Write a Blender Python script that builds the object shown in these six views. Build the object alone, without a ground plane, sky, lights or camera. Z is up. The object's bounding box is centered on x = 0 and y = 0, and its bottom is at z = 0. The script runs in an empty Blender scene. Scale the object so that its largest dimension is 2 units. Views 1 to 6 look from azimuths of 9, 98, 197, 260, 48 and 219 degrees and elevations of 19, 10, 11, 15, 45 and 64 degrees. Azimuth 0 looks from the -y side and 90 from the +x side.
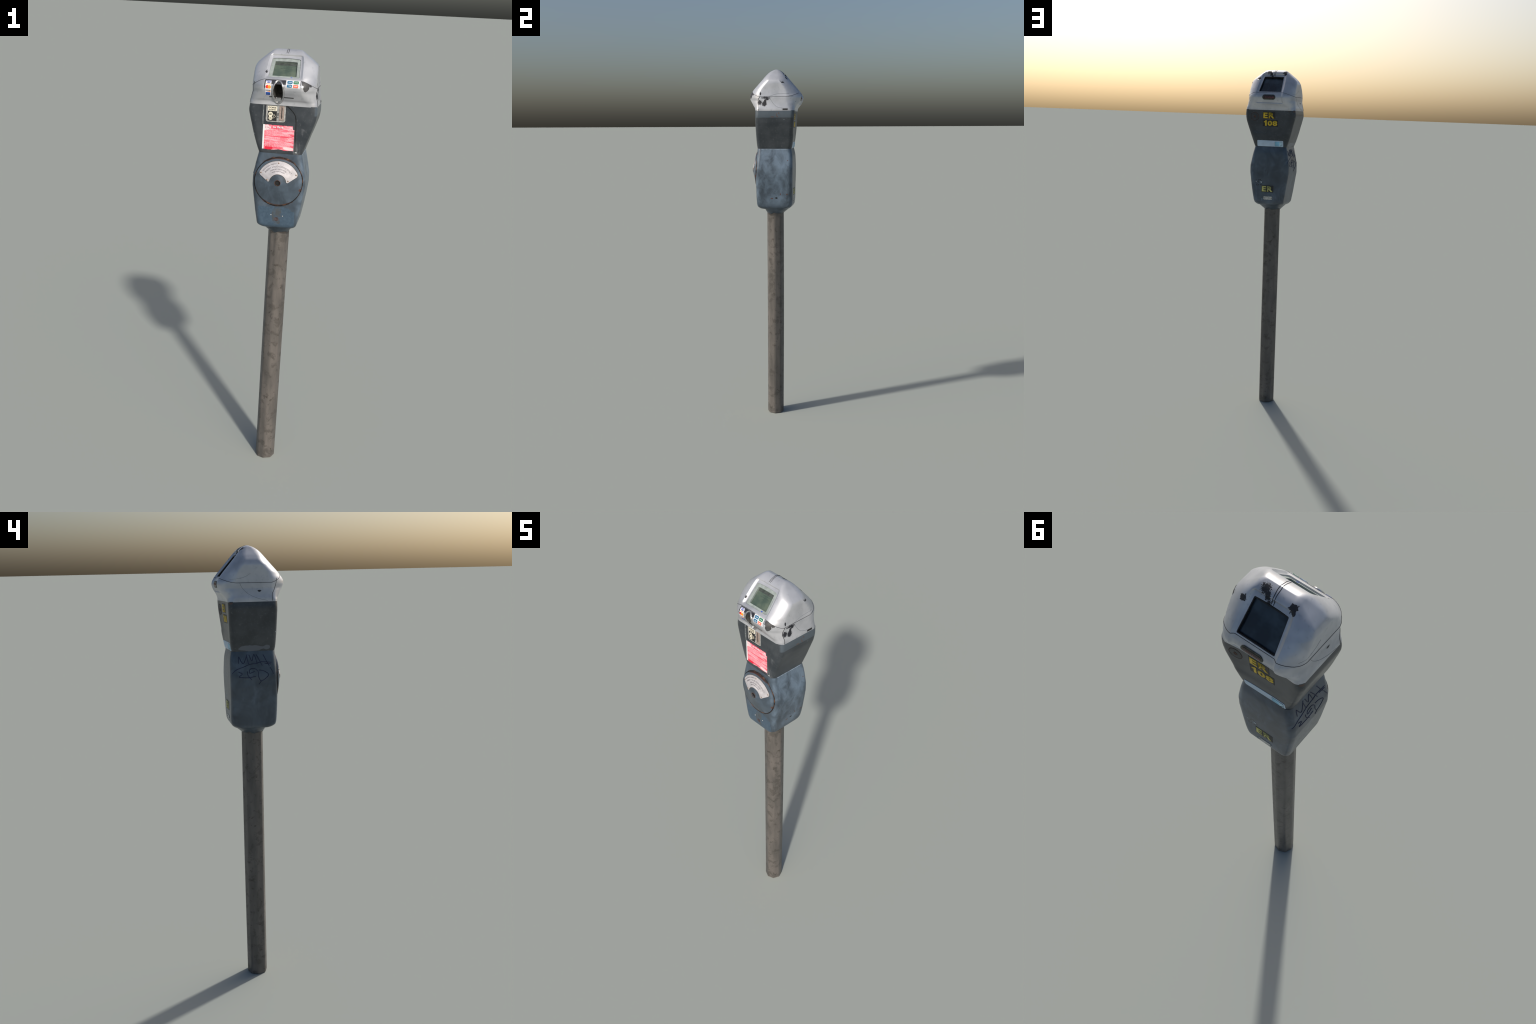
# Weathered single-space parking meter on a steel post.
import bpy, bmesh, math, random
import numpy as np
from mathutils import Vector, Matrix
from mathutils.bvhtree import BVHTree

random.seed(7)
RNG = np.random.default_rng(7)


# ------------------------------------------------------------------ helpers
def lin(r, g, b):
    f = lambda c: (c / 255 / 12.92) if c / 255 <= .04045 else ((c / 255 + .055) / 1.055) ** 2.4
    return (f(r), f(g), f(b), 1.0)


ROOT = bpy.data.objects.new("parking_meter", None)
ROOT.empty_display_size = .1
bpy.context.scene.collection.objects.link(ROOT)
ROOT["label"] = "weathered grey parking meter with silver head on post"
ROOT["category"] = "parking meter"


def add_obj(name, mesh, mat=None, parent=ROOT, smooth=35):
    ob = bpy.data.objects.new(name, mesh)
    bpy.context.scene.collection.objects.link(ob)
    ob.parent = parent
    if mat is not None and not mesh.materials:
        mesh.materials.append(mat)
    if smooth is not None and len(mesh.polygons):
        mesh.shade_smooth()
        mesh.set_sharp_from_angle(angle=math.radians(smooth))
    return ob


def bm_obj(name, bm, mat=None, parent=ROOT, smooth=35):
    bmesh.ops.recalc_face_normals(bm, faces=bm.faces)
    me = bpy.data.meshes.new(name)
    bm.to_mesh(me)
    bm.free()
    return add_obj(name, me, mat, parent, smooth)


def pchip(xs, ys, x):
    xs, ys = np.asarray(xs, float), np.asarray(ys, float)
    h = np.diff(xs)
    d = np.diff(ys) / h
    m = np.zeros(len(xs))
    for i in range(1, len(xs) - 1):
        if d[i - 1] * d[i] > 0:
            w1, w2 = 2 * h[i] + h[i - 1], h[i] + 2 * h[i - 1]
            m[i] = (w1 + w2) / (w1 / d[i - 1] + w2 / d[i])
    m[0], m[-1] = d[0], d[-1]
    i = int(np.clip(np.searchsorted(xs, x) - 1, 0, len(h) - 1))
    t = np.clip((x - xs[i]) / h[i], 0, 1)
    return ((2 * t ** 3 - 3 * t ** 2 + 1) * ys[i] + (t ** 3 - 2 * t ** 2 + t) * h[i] * m[i]
            + (-2 * t ** 3 + 3 * t ** 2) * ys[i + 1] + (t ** 3 - t ** 2) * h[i] * m[i + 1])


class Profile:
    """Table of rounded-rectangle sections over height.
    columns: z, half width right, half width left, front y, back y, corner size x, corner y front,
    corner y back, corner power front, corner power back, back tilt, front hollow, back hollow"""

    def __init__(self, rows):
        self.t = np.array(rows, float)
        self.memo = {}

    def at(self, z):
        key = round(z, 7)
        if key not in self.memo:
            self.memo[key] = self.columns(z)
        return self.memo[key]

    def columns(self, z):
        return [pchip(self.t[:, 0], self.t[:, k], z) for k in range(1, self.t.shape[1])]

    FLAT = None                    # half width of the flat front and back, over height
    POCKETS = ()                   # sunk fields: (back?, z0, z1, z2, z3, depth)
    NF, NC, NS = 26, 12, 8          # points on half a front, a corner, half a side

    @classmethod
    def slots(cls):
        """ring slots: (x sign, front or back, kind, parameter 0..1)"""
        q = [('f', i / cls.NF) for i in range(cls.NF)] + [('c', i / cls.NC) for i in range(cls.NC)] \
            + [('s', i / cls.NS) for i in range(cls.NS)]
        ring = []
        ring += [(1, 0, k, t) for k, t in q]                       # front right
        ring += [(1, 0, 's', 1.0)]
        ring += [(1, 1, k, t) for k, t in reversed(q)]             # back right
        ring += [(-1, 1, k, t) for k, t in q[1:]]
        ring += [(-1, 0, 's', 1.0)]
        ring += [(-1, 0, k, t) for k, t in reversed(q[1:])]
        return ring

    def point(self, slot, z):
        sx, back, kind, t = slot
        hr, hl, yf, yb, cx, cyf, cyb, pf, pb, tilt, hof, hob = self.at(z)
        hx = hr if sx > 0 else hl
        p = pb if back else pf
        half = (yb - yf) / 2
        cy = min(cyb if back else cyf, half * .92)
        if self.FLAT is not None:
            cx = hx - pchip(self.FLAT[0], self.FLAT[1], z)
        cx = min(cx, hx * .9)
        if kind == 'f':
            x, d = t * (hx - cx), 0.0
        elif kind == 'c':
            a = t * math.pi / 2
            x = hx - cx + cx * math.sin(a) ** (2 / p)
            d = cy * (1 - max(math.cos(a), 0) ** (2 / p))
        else:
            x, d = hx, cy + t * (half - cy)
        fade = 1 - d / (half + 1e-9)
        dish = max(0.0, 1 - (x / (hx - cx * .55)) ** 2)
        dish = dish * dish * (3 - 2 * dish)
        sunk = 0.0
        if kind == 'f':
            for pb_, z0, z1, z2, z3, depth in self.POCKETS:
                if pb_ == back:
                    sunk += depth * max(0, min(1, (1 - t) / .125)) * max(0, min(1, (z - z0) / (z1 - z0), (z3 - z) / (z3 - z2)))
        if back:
            y = yb - d - sunk + (tilt * sx * x - hob * dish) * fade
        else:
            y = yf + d + sunk + hof * dish * fade
        return (sx * x, y, z)


def loft(rows_of_points, close_bottom=None, close_top=None):
    bm = bmesh.new()
    rings = [[bm.verts.new(p) for p in row] for row in rows_of_points]
    n = len(rings[0])
    for a, b in zip(rings, rings[1:]):
        for i in range(n):
            bm.faces.new((a[i], a[(i + 1) % n], b[(i + 1) % n], b[i]))
    for ring, c in ((rings[0], close_bottom), (rings[-1], close_top)):
        if c is not None:
            v = bm.verts.new(c)
            for i in range(n):
                bm.faces.new((ring[i], ring[(i + 1) % n], v))
    bmesh.ops.recalc_face_normals(bm, faces=bm.faces)
    return bm


def boolean(ob, cutter, op='DIFFERENCE'):
    m = ob.modifiers.new("cut", 'BOOLEAN')
    m.operation, m.object, m.solver = op, cutter, 'EXACT'
    m.material_mode = 'TRANSFER'
    dg = bpy.context.evaluated_depsgraph_get()
    me = bpy.data.meshes.new_from_object(ob.evaluated_get(dg))
    ob.modifiers.remove(m)
    ob.data = me
    me.name = ob.name
    me.shade_smooth()
    me.set_sharp_from_angle(angle=math.radians(35))
    bpy.data.objects.remove(cutter)


# ---- wrapping flat things on the surface --------------------------------
class Wall:
    """A side of a body that flat art is laid on. u runs to the viewer's right, v up."""
    DIR = {'front': ((1, 0), (0, 1, 0)), 'back': ((-1, 0), (0, -1, 0)),
           'right': ((0, 1), (-1, 0, 0)), 'left': ((0, -1), (1, 0, 0)),
           'top': ((1, 0), (0, 0, -1))}

    def __init__(self, bvh, side):
        self.bvh, self.side = bvh, side
        self.d = Vector(self.DIR[side][1])

    def world(self, u, v, h=0.0):
        s = self.side
        if s == 'front':
            o = Vector((u, -1, v))
        elif s == 'back':
            o = Vector((-u, 1, v))
        elif s == 'right':
            o = Vector((1, u, v))
        elif s == 'left':
            o = Vector((-1, -u, v))
        else:
            o = Vector((u, v, 3))
        hit, nor, _, _ = self.bvh.ray_cast(o, self.d)
        if hit is None:
            hit, nor, _, _ = self.bvh.find_nearest(o + self.d * .9)
        if nor.dot(self.d) > 0:
            nor = -nor
        return hit + nor * h


def slab(name, wall, outline, mat, t=.0006, parent=ROOT, grid=.006, depth=.0012, holes=()):
    """Thin solid sheet with a given outline (u, v), laid on a wall."""
    bm = bmesh.new()
    vs = [bm.verts.new((u, v, 0)) for u, v in outline]
    bm.faces.new(vs)
    bm.normal_update()
    bmesh.ops.triangulate(bm, faces=bm.faces, ngon_method='EAR_CLIP')
    us = [p[0] for p in outline]
    ws = [p[1] for p in outline]
    for axis, lo, hi in ((0, min(us), max(us)), (1, min(ws), max(ws))):
        n = int((hi - lo) / grid)
        for i in range(1, n + 1):
            co = [0, 0, 0]
            co[axis] = lo + (hi - lo) * i / (n + 1)
            no = [0, 0, 0]
            no[axis] = 1
            bmesh.ops.bisect_plane(bm, geom=bm.verts[:] + bm.edges[:] + bm.faces[:],
                                   plane_co=co, plane_no=no, dist=1e-6)
    top = list(bm.faces)
    r = bmesh.ops.extrude_face_region(bm, geom=top)
    low = [g for g in r['geom'] if isinstance(g, bmesh.types.BMVert)]
    lowset = set(low)
    for v in bm.verts:
        u, w = v.co.x, v.co.y
        v.co = wall.world(u, w, -depth if v in lowset else t)
    return bm_obj(name, bm, mat, parent, 40)


def rect(u0, v0, u1, v1, r=0.0, n=5):
    if r <= 0:
        return [(u0, v0), (u1, v0), (u1, v1), (u0, v1)]
    pts = []
    for cx, cy, a0 in ((u1 - r, v0 + r, -90), (u1 - r, v1 - r, 0), (u0 + r, v1 - r, 90), (u0 + r, v0 + r, 180)):
        for i in range(n + 1):
            a = math.radians(a0 + 90 * i / n)
            pts.append((cx + r * math.cos(a), cy + r * math.sin(a)))
    return pts


def disc(u, v, r, n=24, ry=None):
    ry = r if ry is None else ry
    return [(u + r * math.cos(2 * math.pi * i / n), v + ry * math.sin(2 * math.pi * i / n)) for i in range(n)]


def torn(outline, step=.003, amp=.0012, seed=1, sel=lambda u, v: True):
    """Resample an outline and roughen it where sel says so."""
    rnd = random.Random(seed)
    out = []
    for (a, b), (c, d) in zip(outline, outline[1:] + outline[:1]):
        n = max(1, int(math.hypot(c - a, d - b) / step))
        for i in range(n):
            u, v = a + (c - a) * i / n, b + (d - b) * i / n
            if sel(u, v):
                u += rnd.uniform(-amp, amp)
                v += rnd.uniform(-amp, amp)
            out.append((u, v))
    return out


def text_mesh(body, size, bold=0.0, align='CENTER', spacing=1.0):
    cu = bpy.data.curves.new("lettering", 'FONT')
    cu.body, cu.size, cu.align_x, cu.align_y = body, size, align, 'BOTTOM_BASELINE'
    cu.offset = bold
    cu.space_character = spacing
    cu.resolution_u = 3
    ob = bpy.data.objects.new("lettering", cu)
    bpy.context.scene.collection.objects.link(ob)
    bpy.context.view_layer.update()
    me = bpy.data.meshes.new_from_object(ob.evaluated_get(bpy.context.evaluated_depsgraph_get()))
    bpy.data.objects.remove(ob)
    bpy.data.curves.remove(cu)
    return me


def lettering(name, wall, body, u, v, height, mat, width=None, bold=0.0, t=.0010, parent=ROOT,
              polar=None, spacing=1.0):
    """Text laid on a wall. (u, v) is the centre of the baseline; polar = (cu, cv, radius) bends it on an arc."""
    me = text_mesh(body, 1.0, bold, spacing=spacing)
    bm = bmesh.new()
    bm.from_mesh(me)
    bpy.data.meshes.remove(me)
    bmesh.ops.triangulate(bm, faces=bm.faces)
    bmesh.ops.remove_doubles(bm, verts=bm.verts, dist=1e-5)
    xs = [p.co.x for p in bm.verts]
    ys = [p.co.y for p in bm.verts]
    caps = .73 + 2 * bold
    sv = height / caps
    su = sv if width is None else width / (max(xs) - min(xs))
    xm = (max(xs) + min(xs)) / 2
    r = bmesh.ops.extrude_face_region(bm, geom=list(bm.faces))
    low = set(g for g in r['geom'] if isinstance(g, bmesh.types.BMVert))
    for p in bm.verts:
        a, b = (p.co.x - xm) * su, (p.co.y + bold) * sv
        if polar:
            cu, cv, rad = polar
            ang = math.pi / 2 - a / rad
            q = (cu + (rad + b) * math.cos(ang), cv + (rad + b) * math.sin(ang))
        else:
            q = (u + a, v + b)
        p.co = wall.world(q[0], q[1], t - .0012 if p in low else t)
    return bm_obj(name, bm, mat, parent, None)


def strand(bm, pts, r, flat=1.0, n=6, closed=False):
    """Tube along 3D points, appended to bm."""
    pts = [Vector(p) for p in pts]
    rings = []
    up = None
    m = len(pts)
    for i, p in enumerate(pts):
        a = pts[(i - 1) % m] if (closed or i > 0) else p
        b = pts[(i + 1) % m] if (closed or i < m - 1) else p
        t = (b - a).normalized()
        if up is None:
            up = Vector((0, 0, 1)) if abs(t.z) < .9 else Vector((1, 0, 0))
        s = t.cross(up).normalized()
        up = s.cross(t).normalized()
        rr = r[i] if hasattr(r, '__len__') else r
        rings.append([bm.verts.new(p + (s * math.cos(2 * math.pi * k / n) + up * math.sin(2 * math.pi * k / n)) * rr)
                      for k in range(n)])
    for i in range(m if closed else m - 1):
        a, b = rings[i], rings[(i + 1) % m]
        for k in range(n):
            bm.faces.new((a[k], a[(k + 1) % n], b[(k + 1) % n], b[k]))
    if not closed:
        bm.faces.new(rings[0])
        bm.faces.new(rings[-1][::-1])


def spline(pts, n=8, closed=False):
    out = []
    m = len(pts)
    P = [np.array(p, float) for p in pts]
    for i in range(m if closed else m - 1):
        g = lambda k: P[k % m] if closed else P[min(max(k, 0), m - 1)]
        p0, p1, p2, p3 = g(i - 1), g(i), g(i + 1), g(i + 2)
        for j in range(n):
            t = j / n
            out.append(.5 * (2 * p1 + (p2 - p0) * t + (2 * p0 - 5 * p1 + 4 * p2 - p3) * t * t
                             + (3 * p1 - p0 - 3 * p2 + p3) * t ** 3))
    if not closed:
        out.append(P[-1])
    return out


def line_on(name, wall, strokes, r, mat, parent=ROOT, smooth_n=6, closed=False, h=0.0):
    bm = bmesh.new()
    for s in strokes:
        pts = spline(s, smooth_n, closed) if smooth_n else s
        strand(bm, [wall.world(p[0], p[1], h) for p in pts], r, closed=closed)
    return bm_obj(name, bm, mat, parent, 60)


# ------------------------------------------------------------------ materials
class G:
    def __init__(self, name):
        self.m = bpy.data.materials.new(name)
        self.m.use_nodes = True
        self.t = self.m.node_tree
        self.b = self.t.nodes["Principled BSDF"]
        self.oc = self.t.nodes.new("ShaderNodeTexCoord").outputs["Object"]

    def new(self, kind, **kw):
        n = self.t.nodes.new(kind)
        for k, v in kw.items():
            setattr(n, k, v)
        return n

    def put(self, sock, v):
        if isinstance(v, bpy.types.NodeSocket):
            self.t.links.new(v, sock)
        else:
            sock.default_value = v

    def math(self, op, a, b=None, c=None):
        n = self.new("ShaderNodeMath", operation=op)
        for s, v in zip(n.inputs, (a, b, c)):
            if v is not None:
                self.put(s, v)
        return n.outputs[0]

    def mapped(self, scale=(1, 1, 1), loc=(0, 0, 0), rot=(0, 0, 0)):
        n = self.new("ShaderNodeMapping")
        self.put(n.inputs[0], self.oc)
        n.inputs["Scale"].default_value = scale
        n.inputs["Location"].default_value = loc
        n.inputs["Rotation"].default_value = rot
        return n.outputs[0]

    def noise(self, scale, detail=4, rough=.55, vec=None, dist=0.0):
        n = self.new("ShaderNodeTexNoise")
        self.put(n.inputs["Vector"], vec if vec is not None else self.oc)
        n.inputs["Scale"].default_value = scale
        n.inputs["Detail"].default_value = detail
        n.inputs["Roughness"].default_value = rough
        n.inputs["Distortion"].default_value = dist
        return n.outputs["Fac"]

    def step(self, v, lo, hi, smooth=True):
        n = self.new("ShaderNodeMapRange", interpolation_type='SMOOTHSTEP' if smooth else 'LINEAR')
        self.put(n.inputs["Value"], v)
        self.put(n.inputs["From Min"], lo)
        self.put(n.inputs["From Max"], hi)
        return n.outputs[0]

    def mix(self, f, a, b, mode='MIX'):
        n = self.new("ShaderNodeMix", data_type='RGBA', blend_type=mode)
        self.put(n.inputs[0], f)
        self.put(n.inputs[6], a)
        self.put(n.inputs[7], b)
        return n.outputs[2]

    def xyz(self):
        n = self.new("ShaderNodeSeparateXYZ")
        self.put(n.inputs[0], self.oc)
        return n.outputs

    def spot(self, c, r, noise, k=1.2):
        """ragged blob: 1 inside an ellipsoid with a noisy rim"""
        s = self.new("ShaderNodeVectorMath", operation='SUBTRACT')
        self.put(s.inputs[0], self.oc)
        s.inputs[1].default_value = c
        d = self.new("ShaderNodeVectorMath", operation='DIVIDE')
        self.put(d.inputs[0], s.outputs[0])
        d.inputs[1].default_value = r if hasattr(r, '__len__') else (r, r, r)
        l = self.new("ShaderNodeVectorMath", operation='LENGTH')
        self.put(l.inputs[0], d.outputs[0])
        e = self.math('MULTIPLY_ADD', noise, k, self.math('SUBTRACT', 1 - k / 2, l.outputs["Value"]))
        return self.step(e, -.04, .04)

    def union(self, masks):
        m = masks[0]
        for k in masks[1:]:
            m = self.math('MAXIMUM', m, k)
        return m

    def finish(self, color, rough=.5, metal=0.0, bump=None, bump_d=.0005, bump_s=.4, **kw):
        self.put(self.b.inputs["Base Color"], color)
        self.put(self.b.inputs["Roughness"], rough)
        self.put(self.b.inputs["Metallic"], metal)
        for k, v in kw.items():
            self.put(self.b.inputs[k], v)
        if bump is not None:
            n = self.new("ShaderNodeBump")
            n.inputs["Strength"].default_value = bump_s
            n.inputs["Distance"].default_value = bump_d
            self.put(n.inputs["Height"], bump)
            self.t.links.new(n.outputs[0], self.b.inputs["Normal"])
        return self.m


def plain(name, rgb, rough=.5, metal=0.0, vary=.12, scale=60, **kw):
    g = G(name)
    n = g.noise(scale, 3)
    c = lin(*rgb)
    d = tuple(x * (1 - 2 * vary) for x in c[:3]) + (1,)
    e = tuple(min(1, x * (1 + 2 * vary)) for x in c[:3]) + (1,)
    return g.finish(g.mix(g.step(n, .3, .7), d, e), rough, metal, **kw)


def mat_silver():
    g = G("silver_paint")
    big = g.noise(9, 3)
    fine = g.noise(70, 5, .6)
    col = g.mix(g.step(big, .3, .7), lin(170, 173, 179), lin(197, 199, 204))
    col = g.mix(g.math('MULTIPLY', g.step(fine, .56, .72), .25), col, lin(128, 131, 138))
    # paint knocked off down to the dark primer
    rag = g.noise(260, 4, .75)
    rag2 = g.noise(120, 4, .7)
    chips = [
        g.spot((.137, -.0705, 1.8660), (.02, .0040, .0085), rag2, .8),
        g.spot((.141, -.0745, 1.8200), (.02, .0110, .0130), rag, 2.6),
        g.spot((.142, -.0490, 1.8120), (.02, .0130, .0130), rag, 2.2),
        g.spot((.141, -.0450, 1.8260), (.02, .0060, .0120), rag2, 1.5),
        g.spot((.141, -.0400, 1.8440), (.02, .0230, .0050), rag, 3.2),
        g.spot((.141, -.0330, 1.8370), (.02, .0090, .0070), rag, 3.0),
        g.spot((.1276, .0480, 1.9260), (.012, .0080, .0040), rag, 2.6),
        g.spot((.0855, .0650, 1.9530), (.012, .0080, .0105), rag2, 2.4),
        g.spot((.0330, .0280, 1.9880), (.0150, .0130, .02), rag, 3.4),
        g.spot((.0200, .0400, 1.9810), (.0090, .0100, .02), rag2, 2.2),
        g.spot((.0120, .0470, 1.9760), (.0080, .0060, .02), rag, 3.2),
        g.spot((-.0600, .0340, 1.9830), (.0115, .0120, .0130), rag2, 2.0),
        g.spot((-.0660, .0420, 1.9760), (.0060, .0090, .0090), rag2, 1.6),
        g.spot((-.0750, -.0990, 1.9110), (.0050, .012, .0065), rag2, 2.2),
        g.spot((-.0540, .0480, 1.9720), (.0015, .02, .0050), rag2, .8),
        g.spot((-.1400, -.0250, 1.8180), (.02, .0080, .0040), rag, 2.6),
        g.spot((-.0745, -.1300, 1.8600), (.0022, .03, .0180), rag2, .5),
    ]
    chip = g.union(chips)
    specks = g.step(g.noise(64, 2, .5), .775, .785)
    chip = g.math('MAXIMUM', chip, g.math('MULTIPLY', specks, .7))
    col = g.mix(chip, col, lin(32, 33, 40))
    rough = g.math('MULTIPLY_ADD', chip, .25, g.math('MULTIPLY_ADD', fine, .15, .26))
    metal = g.math('MULTIPLY', g.math('SUBTRACT', 1.0, chip), .4)
    h = g.math('MULTIPLY_ADD', chip, -1.0, g.math('MULTIPLY', fine, .15))
    return g.finish(col, rough, metal, bump=h, bump_d=.0008)


def mat_upper():
    g = G("charcoal_paint")
    big = g.noise(12, 4)
    fine = g.noise(90, 5, .65)
    x, y, z = g.xyz()
    col = g.mix(g.step(big, .3, .7), lin(44, 50, 56), lin(64, 69, 74))
    col = g.mix(g.math('MULTIPLY', g.step(fine, .55, .75), .35), col, lin(112, 115, 116))
    col = g.mix(g.math('MULTIPLY', g.step(fine, .45, .25), .4), col, lin(40, 44, 47))
    # blue-grey fresher coat near the top of the right flank
    rag = g.noise(40, 3)
    lip = g.math('MULTIPLY', g.step(g.math('MULTIPLY_ADD', rag, .004, z), 1.7395, 1.7415), g.step(x, .134, .143))
    col = g.mix(g.math('MULTIPLY', lip, .55), col, lin(88, 100, 110))
    # dusty rub marks low on the front right corner
    rub = g.math('MULTIPLY', g.step(g.noise(30, 4, .6, g.mapped((1, 1, .3))), .5, .72),
                 g.spot((.088, -.092, 1.62), (.04, .03, .07), big, .3))
    col = g.mix(g.math('MULTIPLY', rub, .55), col, lin(140, 143, 146))
    # patch of newer paint along the foot of the left flank
    new = g.union([g.spot((-.105, .005, 1.582), (.03, .055, .013), rag, .6),
                   g.spot((-.105, -.060, 1.584), (.03, .014, .010), rag, .4)])
    col = g.mix(new, col, lin(92, 98, 108))
    rust = g.union([g.spot((.147, .030, 1.762), (.02, .003, .005), fine, 1.2),
                    g.spot((.146, .018, 1.752), (.02, .002, .009), fine, 1.4),
                    g.spot((.146, .022, 1.744), (.02, .004, .004), fine, 1.4),
                    g.spot((.145, -.005, 1.742), (.02, .010, .0028), fine, 1.8),
                    g.spot((-.11, .112, 1.774), (.010, .03, .0022), fine, 1.8),
                    g.spot((-.137, .095, 1.770), (.006, .02, .004), fine, 1.8)])
    col = g.mix(g.math('MULTIPLY', rust, .6), col, lin(92, 58, 40))
    fleck = g.step(g.noise(38, 2, .5, g.mapped((1, 1, 1), (3, 1, 5))), .775, .785)
    col = g.mix(fleck, col, lin(170, 185, 190))
    return g.finish(col, g.math('MULTIPLY_ADD', fine, .22, .22), .0, bump=fine, bump_d=.0005, bump_s=.25)


def mat_lower(name="slate_paint"):
    g = G(name)
    big = g.noise(10, 4, .6, dist=.6)
    streak = g.noise(16, 5, .6, g.mapped((1, 1.0, .55), rot=(math.radians(40), 0, 0)), dist=.8)
    fine = g.noise(110, 5, .65)
    x, y, z = g.xyz()
    col = g.mix(g.step(big, .3, .7), lin(56, 66, 76), lin(76, 89, 102))
    col = g.mix(g.math('MULTIPLY', g.step(streak, .5, .75), .4), col, lin(104, 122, 142))
    # paler cloudy mottling across the right flank
    cloud = g.noise(20, 5, .62, g.mapped((1, 1, .7), (2, 5, 1), (math.radians(-35), 0, 0)), dist=.5)
    pale_flank = g.math('MULTIPLY', g.step(cloud, .36, .68), g.step(x, .080, .100))
    pale_flank = g.math('MULTIPLY', pale_flank, g.step(z, 1.24, 1.27))
    col = g.mix(g.math('MULTIPLY', pale_flank, .5), col, lin(120, 139, 157))
    col = g.mix(g.math('MULTIPLY', g.step(streak, .47, .28), .5), col, lin(48, 57, 66))
    col = g.mix(g.math('MULTIPLY', g.step(fine, .6, .75), .3), col, lin(60, 70, 78))
    # newer, bluer coat across the foot of the front
    rag = g.noise(45, 4, .65)
    edge = g.math('MULTIPLY_ADD', rag, .030, g.math('MULTIPLY_ADD', g.math('MAXIMUM', g.math('SUBTRACT', x, .04), 0.0), .55, z))
    front = g.math('MULTIPLY', g.step(y, -.088, -.094), g.step(g.math('ABSOLUTE', x), .084, .080))
    coat = g.math('MULTIPLY', g.step(edge, 1.349, 1.347), front)
    col = g.mix(g.math('MULTIPLY', coat, .8), col, g.mix(g.step(fine, .35, .65), lin(58, 78, 96), lin(70, 90, 108)))
    # rust and grime weeping from the lock holes
    weep = g.math('MULTIPLY', g.spot((.003, -.106, 1.300), (.020, .02, .05), rag, .8), g.step(rag, .35, .6))
    col = g.mix(g.math('MULTIPLY', weep, .6), col, lin(74, 70, 62))
    rust = g.union([g.spot((.100, -.10, 1.4180), (.006, .03, .008), fine, 1.3),
                    g.spot((.11, .075, 1.505), (.02, .003, .003), fine, .8),
                    g.spot((.11, .033, 1.318), (.02, .003, .006), fine, 1.4),
                    g.spot((.11, .070, 1.318), (.02, .007, .003), fine, 2.0),
                    g.spot((.11, -.015, 1.292), (.02, .008, .004), fine, 2.0)])
    col = g.mix(g.math('MULTIPLY', rust, .85), col, lin(86, 52, 38))
    # rust creeping out of the round gap about the vault door, top and bottom
    dx, dz = g.math('SUBTRACT', x, .0023), g.math('SUBTRACT', z, 1.447)
    rad = g.math('SQRT', g.math('ADD', g.math('MULTIPLY', dx, dx), g.math('MULTIPLY', dz, dz)))
    ragged = g.math('MULTIPLY_ADD', g.noise(70, 4, .7), .016, rad)
    ring = g.math('MULTIPLY', g.step(ragged, .1185, .1165), g.step(rad, .1000, .1025))
    ends = g.step(g.math('MULTIPLY_ADD', g.noise(30, 3), .05, g.math('ABSOLUTE', g.math('SUBTRACT', z, 1.444))), .108, .116)
    ring = g.math('MULTIPLY', g.math('MULTIPLY', ring, ends), g.step(y, -.09, -.10))
    col = g.mix(g.math('MULTIPLY', ring, .85), col, lin(74, 44, 34))
    bare = g.spot((.10, .010, 1.296), (.03, .0065, .0042), rag, .8)
    col = g.mix(bare, col, lin(18, 19, 22))
    scuff = g.math('MULTIPLY', g.spot((.058, .10, 1.366), (.022, .02, .022), fine, 2.2), g.step(fine, .5, .6))
    col = g.mix(scuff, col, lin(26, 28, 32))
    return g.finish(col, g.math('MULTIPLY_ADD', fine, .2, .22), .0, bump=fine, bump_d=.0005, bump_s=.25)


def mat_pole():
    g = G("weathered_steel")
    long = g.noise(26, 5, .6, g.mapped((1, 1, .22)))
    blot = g.noise(22, 6, .68, dist=.4)
    fine = g.noise(130, 4, .6)
    col = g.mix(g.step(long, .3, .7), lin(82, 79, 76), lin(103, 98, 94))
    col = g.mix(g.math('MULTIPLY', g.step(blot, .52, .60), .6), col, lin(66, 63, 59))
    col = g.mix(g.math('MULTIPLY', g.step(g.noise(44, 5, .7), .60, .66), .75), col, lin(58, 53, 47))
    col = g.mix(g.step(g.noise(60, 2, .5), .755, .775), col, lin(48, 44, 38))
    return g.finish(col, g.math('MULTIPLY_ADD', fine, .25, .30), .0, bump=fine, bump_d=.0006, bump_s=.3)


def mat_notice():
    g = G("faded_red_vinyl")
    n = g.noise(26, 5, .65)
    s = g.noise(60, 5, .7, g.mapped((.25, 1, 1.6)))
    col = g.mix(g.step(n, .35, .68), lin(226, 66, 90), lin(236, 116, 136))
    col = g.mix(g.math('MULTIPLY', g.step(s, .46, .62), .7), col, lin(240, 192, 200))
    worn = g.union([g.spot((-.068, -.1, 1.678), (.022, .03, .013), n, 1.0),
                    g.spot((.036, -.1, 1.594), (.022, .03, .007), s, 1.0)])
    col = g.mix(g.math('MULTIPLY', worn, .75), col, lin(232, 226, 226))
    deep = g.spot((-.05, -.1, 1.593), (.018, .03, .013), n, 1.0)
    col = g.mix(deep, col, lin(216, 28, 58))
    x, y, z = g.xyz()
    col = g.mix(g.step(x, -.0712, -.0716), col, lin(222, 228, 230))
    return g.finish(col, .5)


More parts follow.
